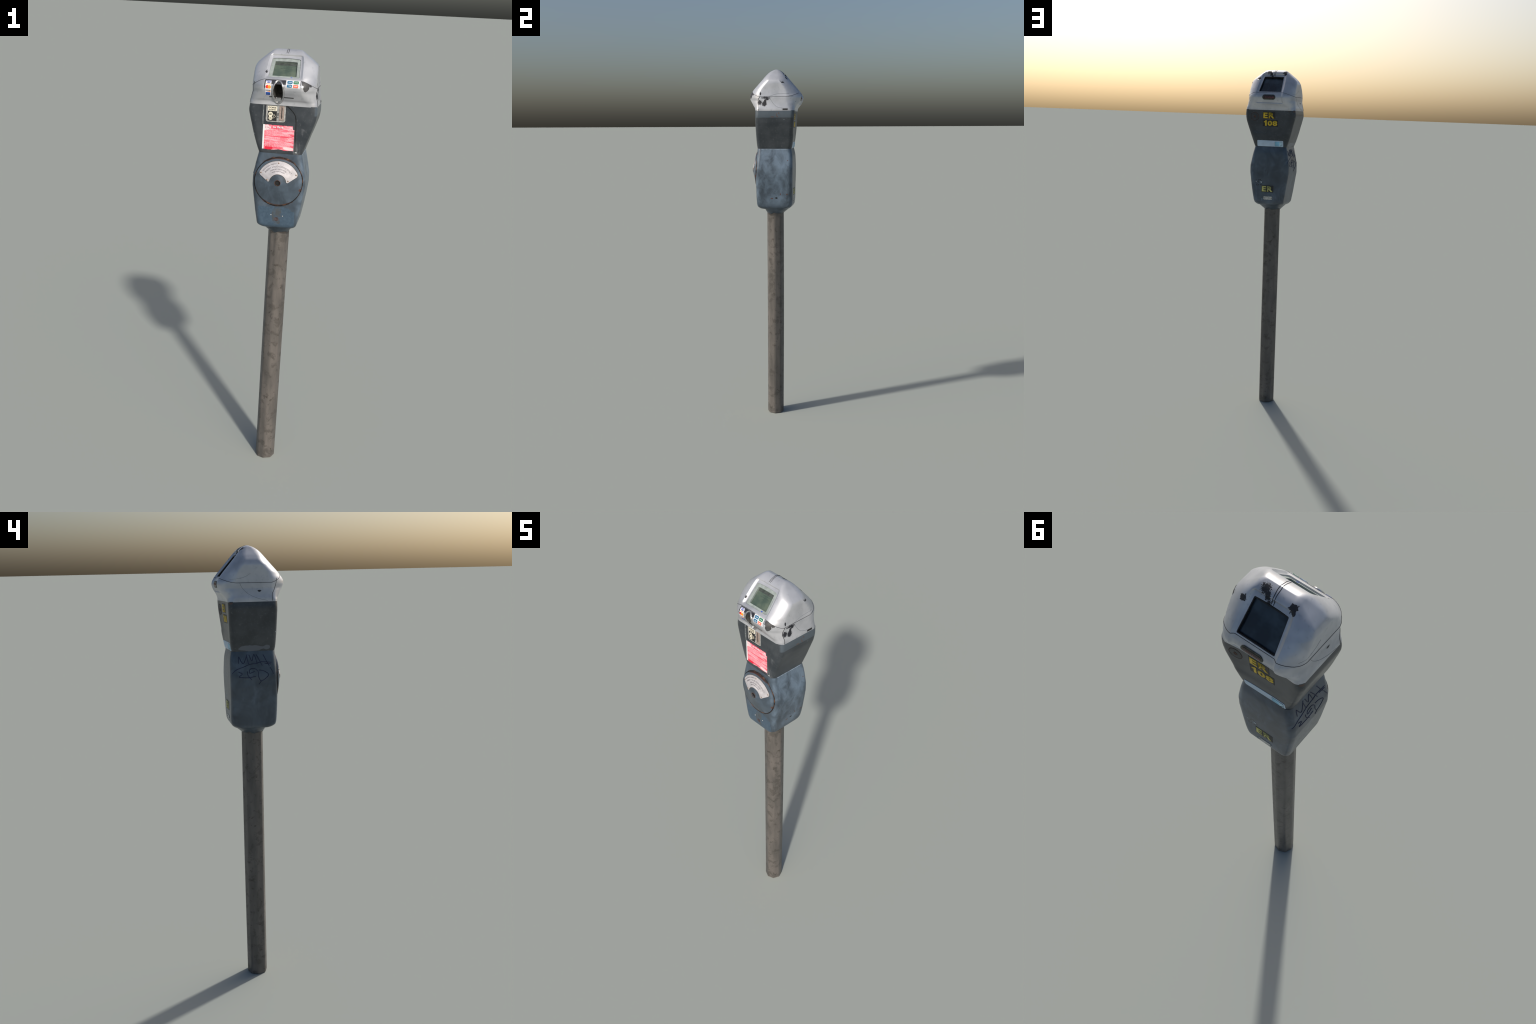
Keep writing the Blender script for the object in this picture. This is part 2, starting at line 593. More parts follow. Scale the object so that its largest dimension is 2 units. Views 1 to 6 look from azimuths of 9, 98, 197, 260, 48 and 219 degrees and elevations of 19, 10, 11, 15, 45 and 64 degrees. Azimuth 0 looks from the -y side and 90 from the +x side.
def mat_glass(name, a, b, rough=.12):
    g = G(name)
    n = g.noise(14, 3)
    sm = g.noise(40, 4, .6, g.mapped((1, .3, .3)))
    col = g.mix(g.step(n, .35, .65), lin(*a), lin(*b))
    col = g.mix(g.math('MULTIPLY', g.step(sm, .66, .75), .35), col, lin(120, 140, 150))
    return g.finish(col, g.math('MULTIPLY_ADD', sm, .2, rough), .0)


def mat_gap():
    g = G("rusty_gap")
    n = g.noise(38, 4, .6)
    return g.finish(g.mix(g.step(n, .48, .62), lin(24, 22, 22), lin(92, 62, 42)), .8)


SILVER = mat_silver()
UPPER = mat_upper()
LOWER = mat_lower()
POLE = mat_pole()
NOTICE = mat_notice()
GAP = mat_gap()
CHROME = plain("polished_metal", (185, 186, 188), .22, .8, .1)
PLATE = plain("brushed_plate", (176, 176, 174), .38, .35, .12, 90)
NAMEPLATE = plain("aluminium_nameplate", (192, 189, 193), .4, .2, .07, 40)
BLACK = plain("black_print", (26, 26, 28), .6, 0, .1)
PRIMER = plain("dark_primer", (62, 62, 64), .5, 0, .15, 40)
DARK = plain("dark_recess", (22, 22, 23), .6, 0, .1)
GROOVE = plain("dark_groove_grey", (48, 48, 49), .7, 0, .12)
HAIR = plain("scratch_line", (118, 124, 132), .6)
SOFTLINE = plain("soft_crease", (104, 108, 116), .6)
SEAM = plain("dark_seam", (36, 37, 42), .7)
BEZEL = plain("bezel_plastic", (140, 149, 147), .6, 0, .08, 50)
LCD = mat_glass("lcd_glass", (62, 78, 70), (94, 106, 92), .35)
TINT = mat_glass("tinted_glass", (20, 32, 42), (52, 66, 76), .10)
RUBY = plain("red_lens", (112, 52, 56), .3, 0, .3, 160)
OLIVE = plain("dull_olive_rim", (62, 64, 56), .5, 0, .2, 90)
CREAM = plain("cream_print", (226, 220, 200), .55, 0, .05)
WHITE = plain("white_vinyl", (226, 226, 230), .5, 0, .05)
GHOST = plain("faint_white_print", (248, 190, 200), .5, 0, .05)
BLUE = plain("blue_print", (36, 70, 168), .5, 0, .1)
ORANGE = plain("orange_print", (244, 150, 48), .5, 0, .06)
RED = plain("red_print", (226, 42, 34), .5, 0, .06)
TEAL = plain("teal_print", (28, 104, 142), .5, 0, .06)
GREEN = plain("green_print", (30, 118, 84), .5, 0, .06)
CORAL = plain("coral_print", (244, 110, 84), .5, 0, .06)
YELLOW = plain("yellow_vinyl", (212, 178, 38), .5, 0, .08)
PALEGOLD = plain("faded_gold_vinyl", (196, 190, 112), .5, 0, .1, 40)
BACKING = plain("black_vinyl", (24, 25, 27), .5, 0, .1)
PALE = plain("pale_blue_vinyl", (186, 204, 220), .5, 0, .04, 30)
SKY = plain("sky_blue_print", (136, 190, 214), .5, 0, .1, 30)
INK = plain("marker_ink", (24, 33, 66), .6, 0, .15)
INKGREY = plain("grey_print", (96, 94, 100), .6, 0, .1)
SLOTWOOD = plain("slot_insert_metal", (158, 142, 134), .4, .2, .1, 120)
FLECKM = plain("pale_fleck", (205, 210, 212), .5)
RUSTY = plain("rusty_iron", (74, 52, 42), .8, 0, .3, 90)

# ------------------------------------------------------------------ post
bm = bmesh.new()
nz = 60
rows = []
for j in range(nz + 1):
    t = j / nz
    z = 1.215 * t
    R = .0472 + .0008 * min(1, t * 2)
    PC = (.0018 + .0028 * t, -.0075 + .0013 * math.sin(math.pi * t))
    row = []
    for k in range(8):
        a0, a1 = k * math.pi / 4, (k + 1) * math.pi / 4
        p0 = (PC[0] + R * math.cos(a0), PC[1] + R * math.sin(a0))
        p1 = (PC[0] + R * math.cos(a1), PC[1] + R * math.sin(a1))
        for i in range(4):
            u = i / 4
            row.append((p0[0] + (p1[0] - p0[0]) * u, p0[1] + (p1[1] - p0[1]) * u, z))
    rows.append(row)
bm = loft(rows, (PC[0], PC[1], 0), (PC[0], PC[1], 1.215))
bmesh.ops.remove_doubles(bm, verts=bm.verts, dist=1e-6)
# soften the eight arrises a little
pole = bm_obj("pole", bm, POLE, ROOT, 60)

# ------------------------------------------------------------------ coin vault (lower housing)
low_prof = Profile([
    (1.2290, .066, .064, -.072, .060, .036, .034, .034, 2, 2, 0, 0, 0),
    (1.2312, .076, .074, -.084, .071, .036, .033, .033, 2, 2, 0, 0, 0),
    (1.2375, .0840, .0818, -.0950, .082, .034, .031, .031, 2, 2, 0, 0, 0),
    (1.2475, .0893, .0875, -.1020, .0920, .028, .024, .024, 2, 2, 0, 0, 0),
    (1.2640, .0928, .0900, -.1045, .0975, .025, .022, .022, 2, 2, .005, 0, 0),
    (1.3000, .0998, .0965, -.1060, .0990, .025, .022, .022, 2, 2, .008, 0, 0),
    (1.3500, .1080, .1040, -.1065, .0990, .025, .022, .022, 2, 2, .008, 0, 0),
    (1.4000, .1148, .1115, -.1065, .1000, .026, .022, .022, 2, 2, .008, 0, 0),
    (1.4250, .1174, .1145, -.1065, .1003, .026, .022, .022, 2, 2, .008, 0, 0),
    (1.4550, .1172, .1145, -.1060, .1005, .026, .022, .022, 2, 2, .008, 0, 0),
    (1.4900, .1115, .1100, -.1045, .1000, .026, .022, .022, 2, 2, .008, 0, 0),
    (1.5270, .1040, .1035, -.1010, .0985, .025, .022, .022, 2, 2, .008, 0, 0),
    (1.5690, .0945, .0940, -.0985, .0910, .024, .021, .021, 2, 2, .008, 0, 0)])
SL = Profile.slots()
zs = list(np.linspace(1.2290, 1.262, 14)) + list(np.linspace(1.267, 1.569, 60))
vault_rows = [[low_prof.point(s, z) for s in SL] for z in zs]
bm = loft(vault_rows, (0, 0, 1.2290), (0, 0, 1.569))
bvh_low = BVHTree.FromBMesh(bm)
vault = bm_obj("coin_vault", bm, LOWER, ROOT, 40)

# neck collar: lofts from the vault's underside to the round post, with a lumpy weld edge
rows = []
for j in range(9):
    t = j / 8
    z = 1.2310 - .0275 * t
    row = []
    for k in range(48):
        a = 2 * math.pi * k / 48
        lump = .0022 * math.sin(5 * a + 1.0) + .0016 * math.sin(9 * a + 2.2)
        top = Vector((.074 * np.sign(math.cos(a)) * abs(math.cos(a)) ** .7,
                      .002 + .070 * np.sign(math.sin(a)) * abs(math.sin(a)) ** .7))
        if top.y < -.064:
            top.y = -.064
        bot = Vector((.0038 + .0474 * math.cos(a), -.0085 + .0468 * math.sin(a)))
        q = top.lerp(bot, t ** 1.1)
        row.append((q.x, q.y, z + lump * (t ** 3)))
    rows.append(row)
bm = loft(rows[::-1], (PC[0], PC[1], 1.208), None)
collar = bm_obj("neck_collar", bm, LOWER, ROOT, 50)

# ------------------------------------------------------------------ upper housing
up_prof = Profile([
    (1.5690, .0945, .0940, -.0985, .0905, .024, .021, .021, 2, 2, .020, 0, 0),
    (1.5850, .1000, .1000, -.1010, .0940, .025, .021, .021, 2, 2, .030, 0, 0),
    (1.6060, .1070, .1075, -.1022, .0975, .026, .022, .022, 2, 2, .034, 0, .002),
    (1.6380, .1178, .1175, -.1030, .1015, .027, .022, .022, 2, 2, .036, 0, .004),
    (1.6570, .1248, .1230, -.1032, .1025, .027, .022, .022, 2, 2, .026, 0, .005),
    (1.6900, .1362, .1315, -.1033, .1050, .027, .022, .022, 2, 2, .028, 0, .006),
    (1.7200, .1450, .1395, -.1033, .1070, .027, .022, .022, 2, 2, .032, 0, .006),
    (1.7500, .1482, .1452, -.1033, .1090, .027, .022, .022, 2, 2, .036, 0, .006),
    (1.7770, .1462, .1420, -.1033, .1100, .027, .022, .022, 2, 2, .040, 0, .006)])
zs = np.linspace(1.569, 1.777, 46)
bm = loft([[up_prof.point(s, z) for s in SL] for z in zs], (0, 0, 1.569), (0, 0, 1.777))
upper = bm_obj("upper_housing", bm, UPPER, ROOT, 40)


def extrude_y(name, outline, y0, y1, mat):
    bm = bmesh.new()
    a = [bm.verts.new((u, y0, v)) for u, v in outline]
    b = [bm.verts.new((u, y1, v)) for u, v in outline]
    n = len(a)
    for i in range(n):
        bm.faces.new((a[i], a[(i + 1) % n], b[(i + 1) % n], b[i]))
    bm.faces.new(a[::-1])
    bm.faces.new(b)
    return bm_obj(name, bm, mat, ROOT, None)


# the door panel sits a few millimetres back from the housing, the coin acceptor deeper still
door_line = [(.0215, 1.7760), (.0330, 1.7670), (.0450, 1.7560), (.0540, 1.7455), (.0605, 1.7340),
             (.0640, 1.7180), (.0648, 1.6900), (.0655, 1.6500), (.0670, 1.6100), (.0680, 1.5700)]
boolean(upper, extrude_y("cutter", [(-.0795, 1.5700), (-.0795, 1.7760)] + door_line, -.2, -.0997, UPPER))
acceptor_line = ([(-.0705, 1.7755), (-.0705, 1.7135)] + [(-.0705 + .011 * (1 - math.cos(a)), 1.7135 - .011 * math.sin(a)) for a in np.linspace(.2, math.pi / 2, 6)]
                 + [(.0060 + .0110 * math.sin(a), 1.7130 - .0110 * math.cos(a)) for a in np.linspace(0, math.pi / 2, 6)] + [(.0170, 1.7755)])
boolean(upper, extrude_y("cutter", acceptor_line, -.2, -.0945, DARK))
bm = bmesh.new()
bm.from_mesh(upper.data)
bvh_up = BVHTree.FromBMesh(bm)
bm.free()

# ------------------------------------------------------------------ silver head: fascia band below, hood above
cap_prof = Profile([
    (1.7750, .1472, .1428, -.1035, .1105, .030, .024, .026, 2.0, 2.0, .040, 0, .006),
    (1.7820, .1470, .1425, -.1045, .1112, .034, .026, .030, 2.0, 2.0, .038, .001, .006),
    (1.7910, .1460, .1415, -.1075, .1145, .042, .032, .036, 1.9, 1.9, .040, .003, .006),
    (1.8000, .1445, .1395, -.1150, .1210, .050, .040, .046, 1.7, 1.8, .025, .004, .006),
    (1.8175, .1422, .1370, -.1270, .1335, .058, .052, .062, 1.5, 1.7, .010, .005, .001),
    (1.8320, .1412, .1355, -.1360, .1405, .062, .060, .074, 1.35, 1.65, .008, .005, .000),
    (1.8450, .1406, .1355, -.1405, .1435, .064, .062, .078, 1.4, 1.65, .008, .005, .000),
    (1.8550, .1398, .1352, -.1403, .1420, .063, .062, .074, 1.4, 1.6, .006, .004, .000),
    (1.8660, .1385, .1350, -.1350, .1365, .060, .058, .068, 1.45, 1.45, .004, .002, .000),
    (1.8820, .1370, .1345, -.1230, .1255, .058, .054, .060, 1.5, 1.45, 0, .001, 0),
    (1.8935, .1362, .1345, -.1135, .1160, .058, .052, .056, 1.6, 1.5, 0, 0, 0),
    (1.9200, .1355, .1340, -.0895, .0928, .058, .050, .052, 1.6, 1.55, 0, 0, 0),
    (1.9360, .1325, .1290, -.0752, .0788, .058, .048, .050, 1.6, 1.6, 0, 0, 0),
    (1.9570, .1130, .1105, -.0565, .0603, .038, .036, .038, 1.8, 1.8, 0, 0, 0),
    (1.9720, .0930, .0925, -.0430, .0470, .027, .029, .030, 1.8, 1.8, 0, 0, 0),
    (1.9860, .0745, .0750, -.0275, .0340, .016, .021, .022, 1.9, 1.9, 0, 0, 0),
    (1.9945, .0635, .0640, -.0125, .0225, .012, .014, .014, 2.0, 2.0, 0, 0, 0),
    (1.9985, .0550, .0545, -.0010, .0120, .009, .006, .006, 2.0, 2.0, 0, 0, 0),
    (2.0000, .0440, .0440, .0035, .0075, .006, .002, .002, 2.0, 2.0, 0, 0, 0)])
# sloping-sided sunk fields: round the display in front, round window and status light behind
cap_prof.POCKETS = ((0, 1.8850, 1.8930, 1.9730, 1.9800, .0085), (1, 1.8110, 1.8165, 1.9730, 1.9800, .0075))
cap_prof.FLAT = ((1.775, 1.782, 1.791, 1.800, 1.8175, 1.832, 1.845, 1.866, 1.8935, 1.920, 1.936, 1.957, 1.972, 1.980, 1.986, 1.9945, 1.9985, 2.000),
                 (.116, .112, .103, .094, .0835, .0795, .0785, .0783, .0781, .0768, .0755, .0732, .0700, .0655, .0590, .0520, .0460, .0380))
SEAM_Z = 1.864


def seam_shift(slot):
    """the joint between hood and band: high on the front, low on the flanks"""
    sx, back, kind, t = slot
    hi = .0075 if back else .0175
    lo = -.0130
    if kind == 'f':
        return hi
    if kind == 's':
        return lo
    return hi + (lo - hi) * (t * t * (3 - 2 * t))


def cap_row(z):
    row = []
    w = math.exp(-((z - SEAM_Z) / .045) ** 2)
    edge = min(1, (z - 1.775) / .06) * min(1, (2.0 - z) / .09)
    for s in SL:
        zz = z + seam_shift(s) * w * max(0, edge)
        row.append(cap_prof.point(s, zz))
    return row


za = list(np.linspace(1.775, SEAM_Z, 46))
zb = list(np.linspace(SEAM_Z, 1.975, 56)) + list(np.linspace(1.9775, 1.994, 9)) + [1.996, 1.9975, 1.9987, 1.9995, 2.0]
rows_a, rows_b = [cap_row(z) for z in za], [cap_row(z) for z in zb]
bm = loft(rows_a + rows_b[1:], (0, 0, 1.775), (0, .006, 2.0))
bvh_cap = BVHTree.FromBMesh(bm)
bm.free()
band = bm_obj("fascia_band", loft(rows_a, (0, 0, 1.775), (0, 0, 1.84)), SILVER, ROOT, 40)
hood = bm_obj("hood", loft(rows_b, (0, 0, 1.85), (0, .006, 2.0)), SILVER, ROOT, 40)
capF, capB, capR, capL, capT = [Wall(bvh_cap, s) for s in ('front', 'back', 'right', 'left', 'top')]
upF, upB, upR, upL = [Wall(bvh_up, s) for s in ('front', 'back', 'right', 'left')]
lowF, lowB, lowR, lowL = [Wall(bvh_low, s) for s in ('front', 'back', 'right', 'left')]


# ---- windows: a slanted frame of reference on each sloping face
class Slope:
    def __init__(self, lo, hi, sgn):
        """lo, hi: (y, z) of two points on the face; sgn -1 front, +1 back"""
        self.o = Vector((0, lo[0], lo[1]))
        self.up = Vector((0, hi[0] - lo[0], hi[1] - lo[1])).normalized()
        self.rt = Vector((-sgn, 0, 0)) if sgn > 0 else Vector((1, 0, 0))
        self.n = self.rt.cross(self.up)
        self.len = math.hypot(hi[0] - lo[0], hi[1] - lo[1])

    def P(self, u, v, h):
        return self.o + self.rt * u + self.up * v + self.n * h


def prism(name, slope, outline, h0, h1, mat, parent=ROOT, bevel=0.0):
    bm = bmesh.new()
    a = [bm.verts.new(slope.P(u, v, h0)) for u, v in outline]
    b = [bm.verts.new(slope.P(u, v, h1)) for u, v in outline]
    n = len(a)
    for i in range(n):
        bm.faces.new((a[i], a[(i + 1) % n], b[(i + 1) % n], b[i]))
    bm.faces.new(a[::-1])
    top = bm.faces.new(b)
    bmesh.ops.recalc_face_normals(bm, faces=bm.faces)
    if bevel:
        bmesh.ops.bevel(bm, geom=list(top.edges), offset=bevel, segments=2, affect='EDGES', profile=.5)
    return bm_obj(name, bm, mat, parent, 35)


def trapezoid(wb, wt, v0, v1, r=.006, n=4, arch=0.0):
    """rounded trapezoid outline, optionally with an arched top edge"""
    c = [(-wb, v0), (wb, v0), (wt, v1), (-wt, v1)]
    pts = []
    for i in range(4):
        p, a, b = Vector(c[i]), Vector(c[i - 1]), Vector(c[(i + 1) % 4])
        d0, d1 = (a - p).normalized(), (b - p).normalized()
        s, e = p + d0 * r, p + d1 * r
        for k in range(n + 1):
            t = k / n
            q = s * (1 - t) ** 2 + p * 2 * t * (1 - t) + e * t * t
            pts.append((q.x, q.y))
        if arch and i == 2:
            for k in range(1, 8):
                x = (wt - r) * (1 - 2 * k / 8)
                pts.append((x, v1 + arch * (1 - (x / wt) ** 2)))
    return pts


def frame(name, slope, outer, inner, h0, h1, mat, parent):
    """solid picture-frame between two outlines of equal count"""
    bm = bmesh.new()
    L = [[bm.verts.new(slope.P(u, v, h)) for u, v in o] for o in (outer, inner) for h in (h0, h1)]
    oa, ob, ia, ib = L
    n = len(oa)
    for i in range(n):
        j = (i + 1) % n
        bm.faces.new((oa[i], oa[j], ob[j], ob[i]))
        bm.faces.new((ia[i], ib[i], ib[j], ia[j]))
        bm.faces.new((ob[i], ob[j], ib[j], ib[i]))
        bm.faces.new((oa[i], ia[i], ia[j], oa[j]))
    return bm_obj(name, bm, mat, parent, 35)


front_face = Slope((-.1135, 1.8935), (-.0455, 1.9690), -1)
back_face = Slope((.1270, 1.8805), (.0530, 1.9655), 1)
# display in front
cut = prism("cutter", front_face, trapezoid(.0655, .0600, .0005, .0985, .007, 4, .003), -.0215, .03, SILVER)
boolean(hood, cut)
outer = trapezoid(.0652, .0597, .0008, .0982, .0065, 4, .0028)
inner = trapezoid(.0510, .0470, .0110, .0860, .003, 4, .0010)
display = prism("display", front_face, trapezoid(.0650, .0595, .001, .098, .006), -.0218, -.0180, LCD)
frame("bezel", front_face, outer, inner, -.0216, -.0100, BEZEL, display)
bm = bmesh.new()
for k, (w, o) in enumerate(((.030, .006), (.044, .0), (.024, .002))):
    y0 = .064 - k * .0085
    u = -w / 2 + o
    while u < w / 2 + o:
        l = random.uniform(.004, .008)
        for f in range(1):
            vs = [bm.verts.new(front_face.P(a, b, h)) for h in (-.0183, -.0177)
                  for a, b in ((u, y0), (u + l, y0), (u + l, y0 + .0028), (u, y0 + .0028))]
            bm.faces.new(vs[4:])
            for i in range(4):
                bm.faces.new((vs[i], vs[(i + 1) % 4], vs[4 + (i + 1) % 4], vs[4 + i]))
        u += l + .0022
seg = bm_obj("display_writing", bm, plain("lcd_segment", (62, 76, 68), .4), display, None)
seg["kind"] = "stuff"
prism("indicator_dot", front_face, disc(.031, .0045, .0042, 16, .0026), -.0104, -.0094, BLUE, display)

# rear window
cut = prism("cutter", back_face, trapezoid(.0655, .0570, -.0005, .1130, .004, 4, .002), -.0200, .03, SILVER)
boolean(hood, cut)
rear = prism("rear_window", back_face, trapezoid(.0652, .0567, .0, .1127, .004, 4, .002), -.0205, -.0165, TINT)
frame("window_gasket", back_face, trapezoid(.0653, .0568, -.0002, .1128, .004), trapezoid(.0628, .0548, .0025, .1085, .003),
      -.0168, -.0080, DARK, rear)

prism("display_header", front_face, trapezoid(.0470, .0455, .0720, .0850, .002), -.0182, -.0176, plain("lcd_header", (70, 76, 72), .25, 0, .15, 60), display)

# ---- card reader scoop in the band: an elongated finger recess with a bright rim
SCX = -.0178
bm = bmesh.new()
path = [Vector((SCX, -.150, 1.853)), Vector((SCX, -.149, 1.838)), Vector((SCX, -.140, 1.820)),
        Vector((SCX, -.128, 1.803)), Vector((SCX, -.118, 1.790))]
rad = [.0205, .0205, .0195, .0165, .009]
bmesh.ops.create_uvsphere(bm, u_segments=32, v_segments=20, radius=1)
for v in bm.verts:
    s = (1 - v.co.z) / 2
    zc = 1.8765 + (1.7840 - 1.8765) * s
    w = math.hypot(v.co.x, v.co.y)
    a = math.atan2(v.co.y, v.co.x)
    y_axis = -.130 + .028 * max(0, (s - .45)) / .55
    v.co = Vector((SCX + .0215 * w * math.cos(a), y_axis + (.030 if math.sin(a) < 0 else .130 - .105 * s) * w * math.sin(a), zc))
cut = bm_obj("cutter", bm, plain("worn_scoop_metal", (112, 112, 108), .35, .5, .15, 60), ROOT)
boolean(band, cut)
reader = line_on("card_reader", capF, [[(SCX + (.0235) * math.cos(a), 1.8305 + .0470 * math.sin(a))
                                       for a in np.linspace(0, 2 * math.pi, 40, endpoint=False)]],
                 .0044, CHROME, ROOT, 2, True)
# bright worn chin under the recess
bm = bmesh.new()
bmesh.ops.create_uvsphere(bm, u_segments=24, v_segments=14, radius=1)
for v in bm.verts:
    v.co = Vector((SCX + .0195 * v.co.x, -.1005 + .0075 * v.co.y - .0060 * v.co.z, 1.7965 + .0140 * v.co.z))
bm_obj("reader_chin", bm, CHROME, reader, 60)
slab("card_slot", capF, rect(-.0560, 1.8085, .0480, 1.8118, .0015), DARK, .0006, reader)

# dark printed strip behind the stickers, and the stickers
strip = slab("fascia_strip", capF, rect(-.0745, 1.8640, .0760, 1.8800, .001), plain("dark_fascia_print", (38, 40, 48), .5, 0, .15, 40), .0004)
ST = slab("card_logo_sticker", capF, rect(-.0712, 1.8165, -.0478, 1.8765, .002), WHITE, .0010)
slab("logo_stripe", capF, rect(-.0700, 1.8730, -.0490, 1.8752), BLUE, .0016, ST)
lettering("logo_word", capF, "VISA", -.0592, 1.8660, .0062, BLUE, .0165, .03, .0017, ST)
slab("logo_stripe", capF, rect(-.0700, 1.8622, -.0490, 1.8640), ORANGE, .0016, ST)
slab("logo_disc", capF, disc(-.0635, 1.8525, .0068), RED, .0016, ST)
slab("logo_disc", capF, disc(-.0548, 1.8520, .0068), ORANGE, .0018, ST)
lettering("logo_word", capF, "DISCOVER", -.0592, 1.8372, .0030, BLACK, .0190, .02, .0017, ST)
slab("logo_wedge", capF, [(-.0660, 1.8322), (-.0505, 1.8322), (-.0500, 1.8362)], ORANGE, .0016, ST)
slab("logo_block", capF, rect(-.0690, 1.8185, -.0510, 1.8300), BLUE, .0016, ST)
lettering("logo_word", capF, "AMEX", -.0600, 1.8228, .0034, TEAL, .0140, .02, .0022, ST)

BT = slab("button_sticker", capF, rect(.0132, 1.8505, .0735, 1.8820, .003), WHITE, .0010)
slab("sticker_border", capF, rect(.0155, 1.8520, .0712, 1.8810, .003), INKGREY, .0014, BT)
slab("sticker_field", capF, rect(.0162, 1.8527, .0705, 1.8803, .003), WHITE, .0018, BT)
for u, v, m, w in ((.0190, 1.8680, TEAL, "TIME"), (.0450, 1.8680, GREEN, "ENTER"),
                   (.0185, 1.8547, TEAL, "TIME"), (.0445, 1.8547, CORAL, "CANCEL")):
    b = slab("meter_button", capF, rect(u, v, u + .0215, v + .0105, .003), m, .0030, BT)
    lettering("button_word", capF, w, u + .0108, v + .0036, .0030, WHITE, .0140, .02, .0034, BT)

# bare patch of primer on the right corner of the band
slab("bare_patch", capF, torn([(.0775, 1.8800), (.0890, 1.8785), (.1010, 1.8745), (.1120, 1.8690), (.1190, 1.8650), (.1180, 1.8580),
                          (.1140, 1.8600), (.1120, 1.8560), (.1085, 1.8630), (.1100, 1.8520), (.1060, 1.8455),
                          (.0960, 1.8385), (.0905, 1.8420), (.0865, 1.8520), (.0870, 1.8610), (.0800, 1.8660)],
                         .004, .0006, 3), PRIMER, .0004, ROOT, .004)

# seams and hairlines on the head
bm = bmesh.new()
strand(bm, [Vector(p) for p in cap_row(SEAM_Z)], .0009, closed=True)
bm_obj("hood_seam", bm, SEAM, hood, 60)
line_on("band_joint", capR, [[(-.074, 1.851), (-.0835, 1.835), (-.0845, 1.815), (-.0800, 1.795), (-.0805, 1.7765)]], .0013, SEAM, band)
line_on("band_joint", capL, [[(.1000, 1.868), (.0980, 1.850), (.0900, 1.825), (.0800, 1.805), (.0795, 1.7775)]], .0011, SEAM, band)
line_on("flank_line", capR, [[(-.022, 1.851), (.03, 1.851), (.07, 1.8512), (.105, 1.852)],
                             [(-.024, 1.851), (-.012, 1.830), (.004, 1.808), (.025, 1.794), (.050, 1.789)]], .0007, HAIR, band)
line_on("flank_line", capR, [[(-.022, 1.852), (.010, 1.863), (.045, 1.8665), (.085, 1.868)]], .0007, HAIR, hood)
line_on("flank_line", capL, [[(-.055, 1.850), (-.045, 1.830), (-.020, 1.806), (.020, 1.788), (.060, 1.7785)]], .0005, SOFTLINE, band)
line_on("flank_line", capL, [[(-.095, 1.866), (-.060, 1.868), (-.030, 1.876), (-.010, 1.888)]], .0004, SOFTLINE, hood)
line_on("flank_scratch", capR, [[(.034, 1.934), (.040, 1.930), (.046, 1.925), (.058, 1.922)]], .0011, SEAM, hood)
# double groove over the crown
for dx in (-.0035, .0035):
    pts = [(dx * 1.0, -.030), (dx * 1.1, -.020), (dx * .9, -.008), (dx * 1.0, .004), (dx * 1.2, .016), (dx * .9, .030), (dx, .046)]
    line_on("crown_groove", capT, [pts], .0011, SEAM, hood)

# indicator window on the back of the band
LED = slab("status_light", capB, rect(-.0395, 1.8325, .0365, 1.8590, .0130, 8), OLIVE, .0028)
slab("status_lens", capB, rect(-.0330, 1.8375, .0305, 1.8545, .0050, 8), plain("dark_red_lens", (46, 26, 29), .3, 0, .2, 90), .0034, LED)
for i in range(9):
    u = -.020 + i * .0055 + random.uniform(-.001, .001)
    slab("lens_mark", capB, rect(u, 1.8410 + random.uniform(0, .004), u + .0028, 1.8475 + random.uniform(0, .003), .0008, 3), RUBY, .0038, LED)
slab("black_tape", capR, rect(.0510, 1.7785, .0790, 1.7872), BLACK, .0006, band)

# ------------------------------------------------------------------ coin acceptor on the upper housing
CP = slab("coin_acceptor", upF, [(-.0690, 1.7735), (-.0690, 1.7135)] + [(-.0690 + .010 * (1 - math.cos(a)), 1.7135 - .010 * math.sin(a)) for a in np.linspace(.2, math.pi / 2, 6)]
          + [(.0060 + .0095 * math.sin(a), 1.7130 - .0095 * math.cos(a)) for a in np.linspace(0, math.pi / 2, 6)] + [(.0155, 1.7735)], PLATE, .0035)
slab("coin_label", upF, rect(-.0615, 1.7500, -.0228, 1.7690, .0008), CREAM, .0041, CP)
lettering("label_word", upF, "COINS", -.0421, 1.7600, .0066, BLACK, .0330, .03, .0046, CP)
lettering("label_word", upF, "ACCEPTED", -.0421, 1.7525, .0046, BLACK, .0310, .03, .0046, CP)
slab("coin_chart", upF, rect(-.0610, 1.7078, -.0222, 1.7485, .0008), BLACK, .0041, CP)
slab("coin_picture", upF, disc(-.0490, 1.7355, .0098), CREAM, .0046, CP)
slab("coin_picture", upF, disc(-.0485, 1.7195, .0085), CREAM, .0046, CP)
lettering("coin_value", upF, "$1", -.0490, 1.7322, .0070, BLACK, .0105, .03, .0051, CP)
lettering("coin_value", upF, "25c", -.0485, 1.7172, .0050, BLACK, .0105, .03, .0051, CP)
line_on("coin_arrow", upF, [[(-.0355, 1.7360), (-.0275, 1.7270), (-.0350, 1.7180), (-.0355, 1.7360)]], .0008, CREAM, CP, 0, False, .0043)
slab("coin_slot_block", upF, rect(-.0120, 1.7115, .0085, 1.7712, .0025), SLOTWOOD, .0056, CP)
slab("coin_slot", upF, rect(-.0028, 1.7195, .0010, 1.7665, .0008), DARK, .0060, CP)
slab("return_lever", upF, rect(-.0195, 1.7300, -.0150, 1.7430, .001), DARK, .0039, CP)
slab("return_lever", upF, rect(-.0185, 1.7200, -.0160, 1.7265, .0006), DARK, .0039, CP)

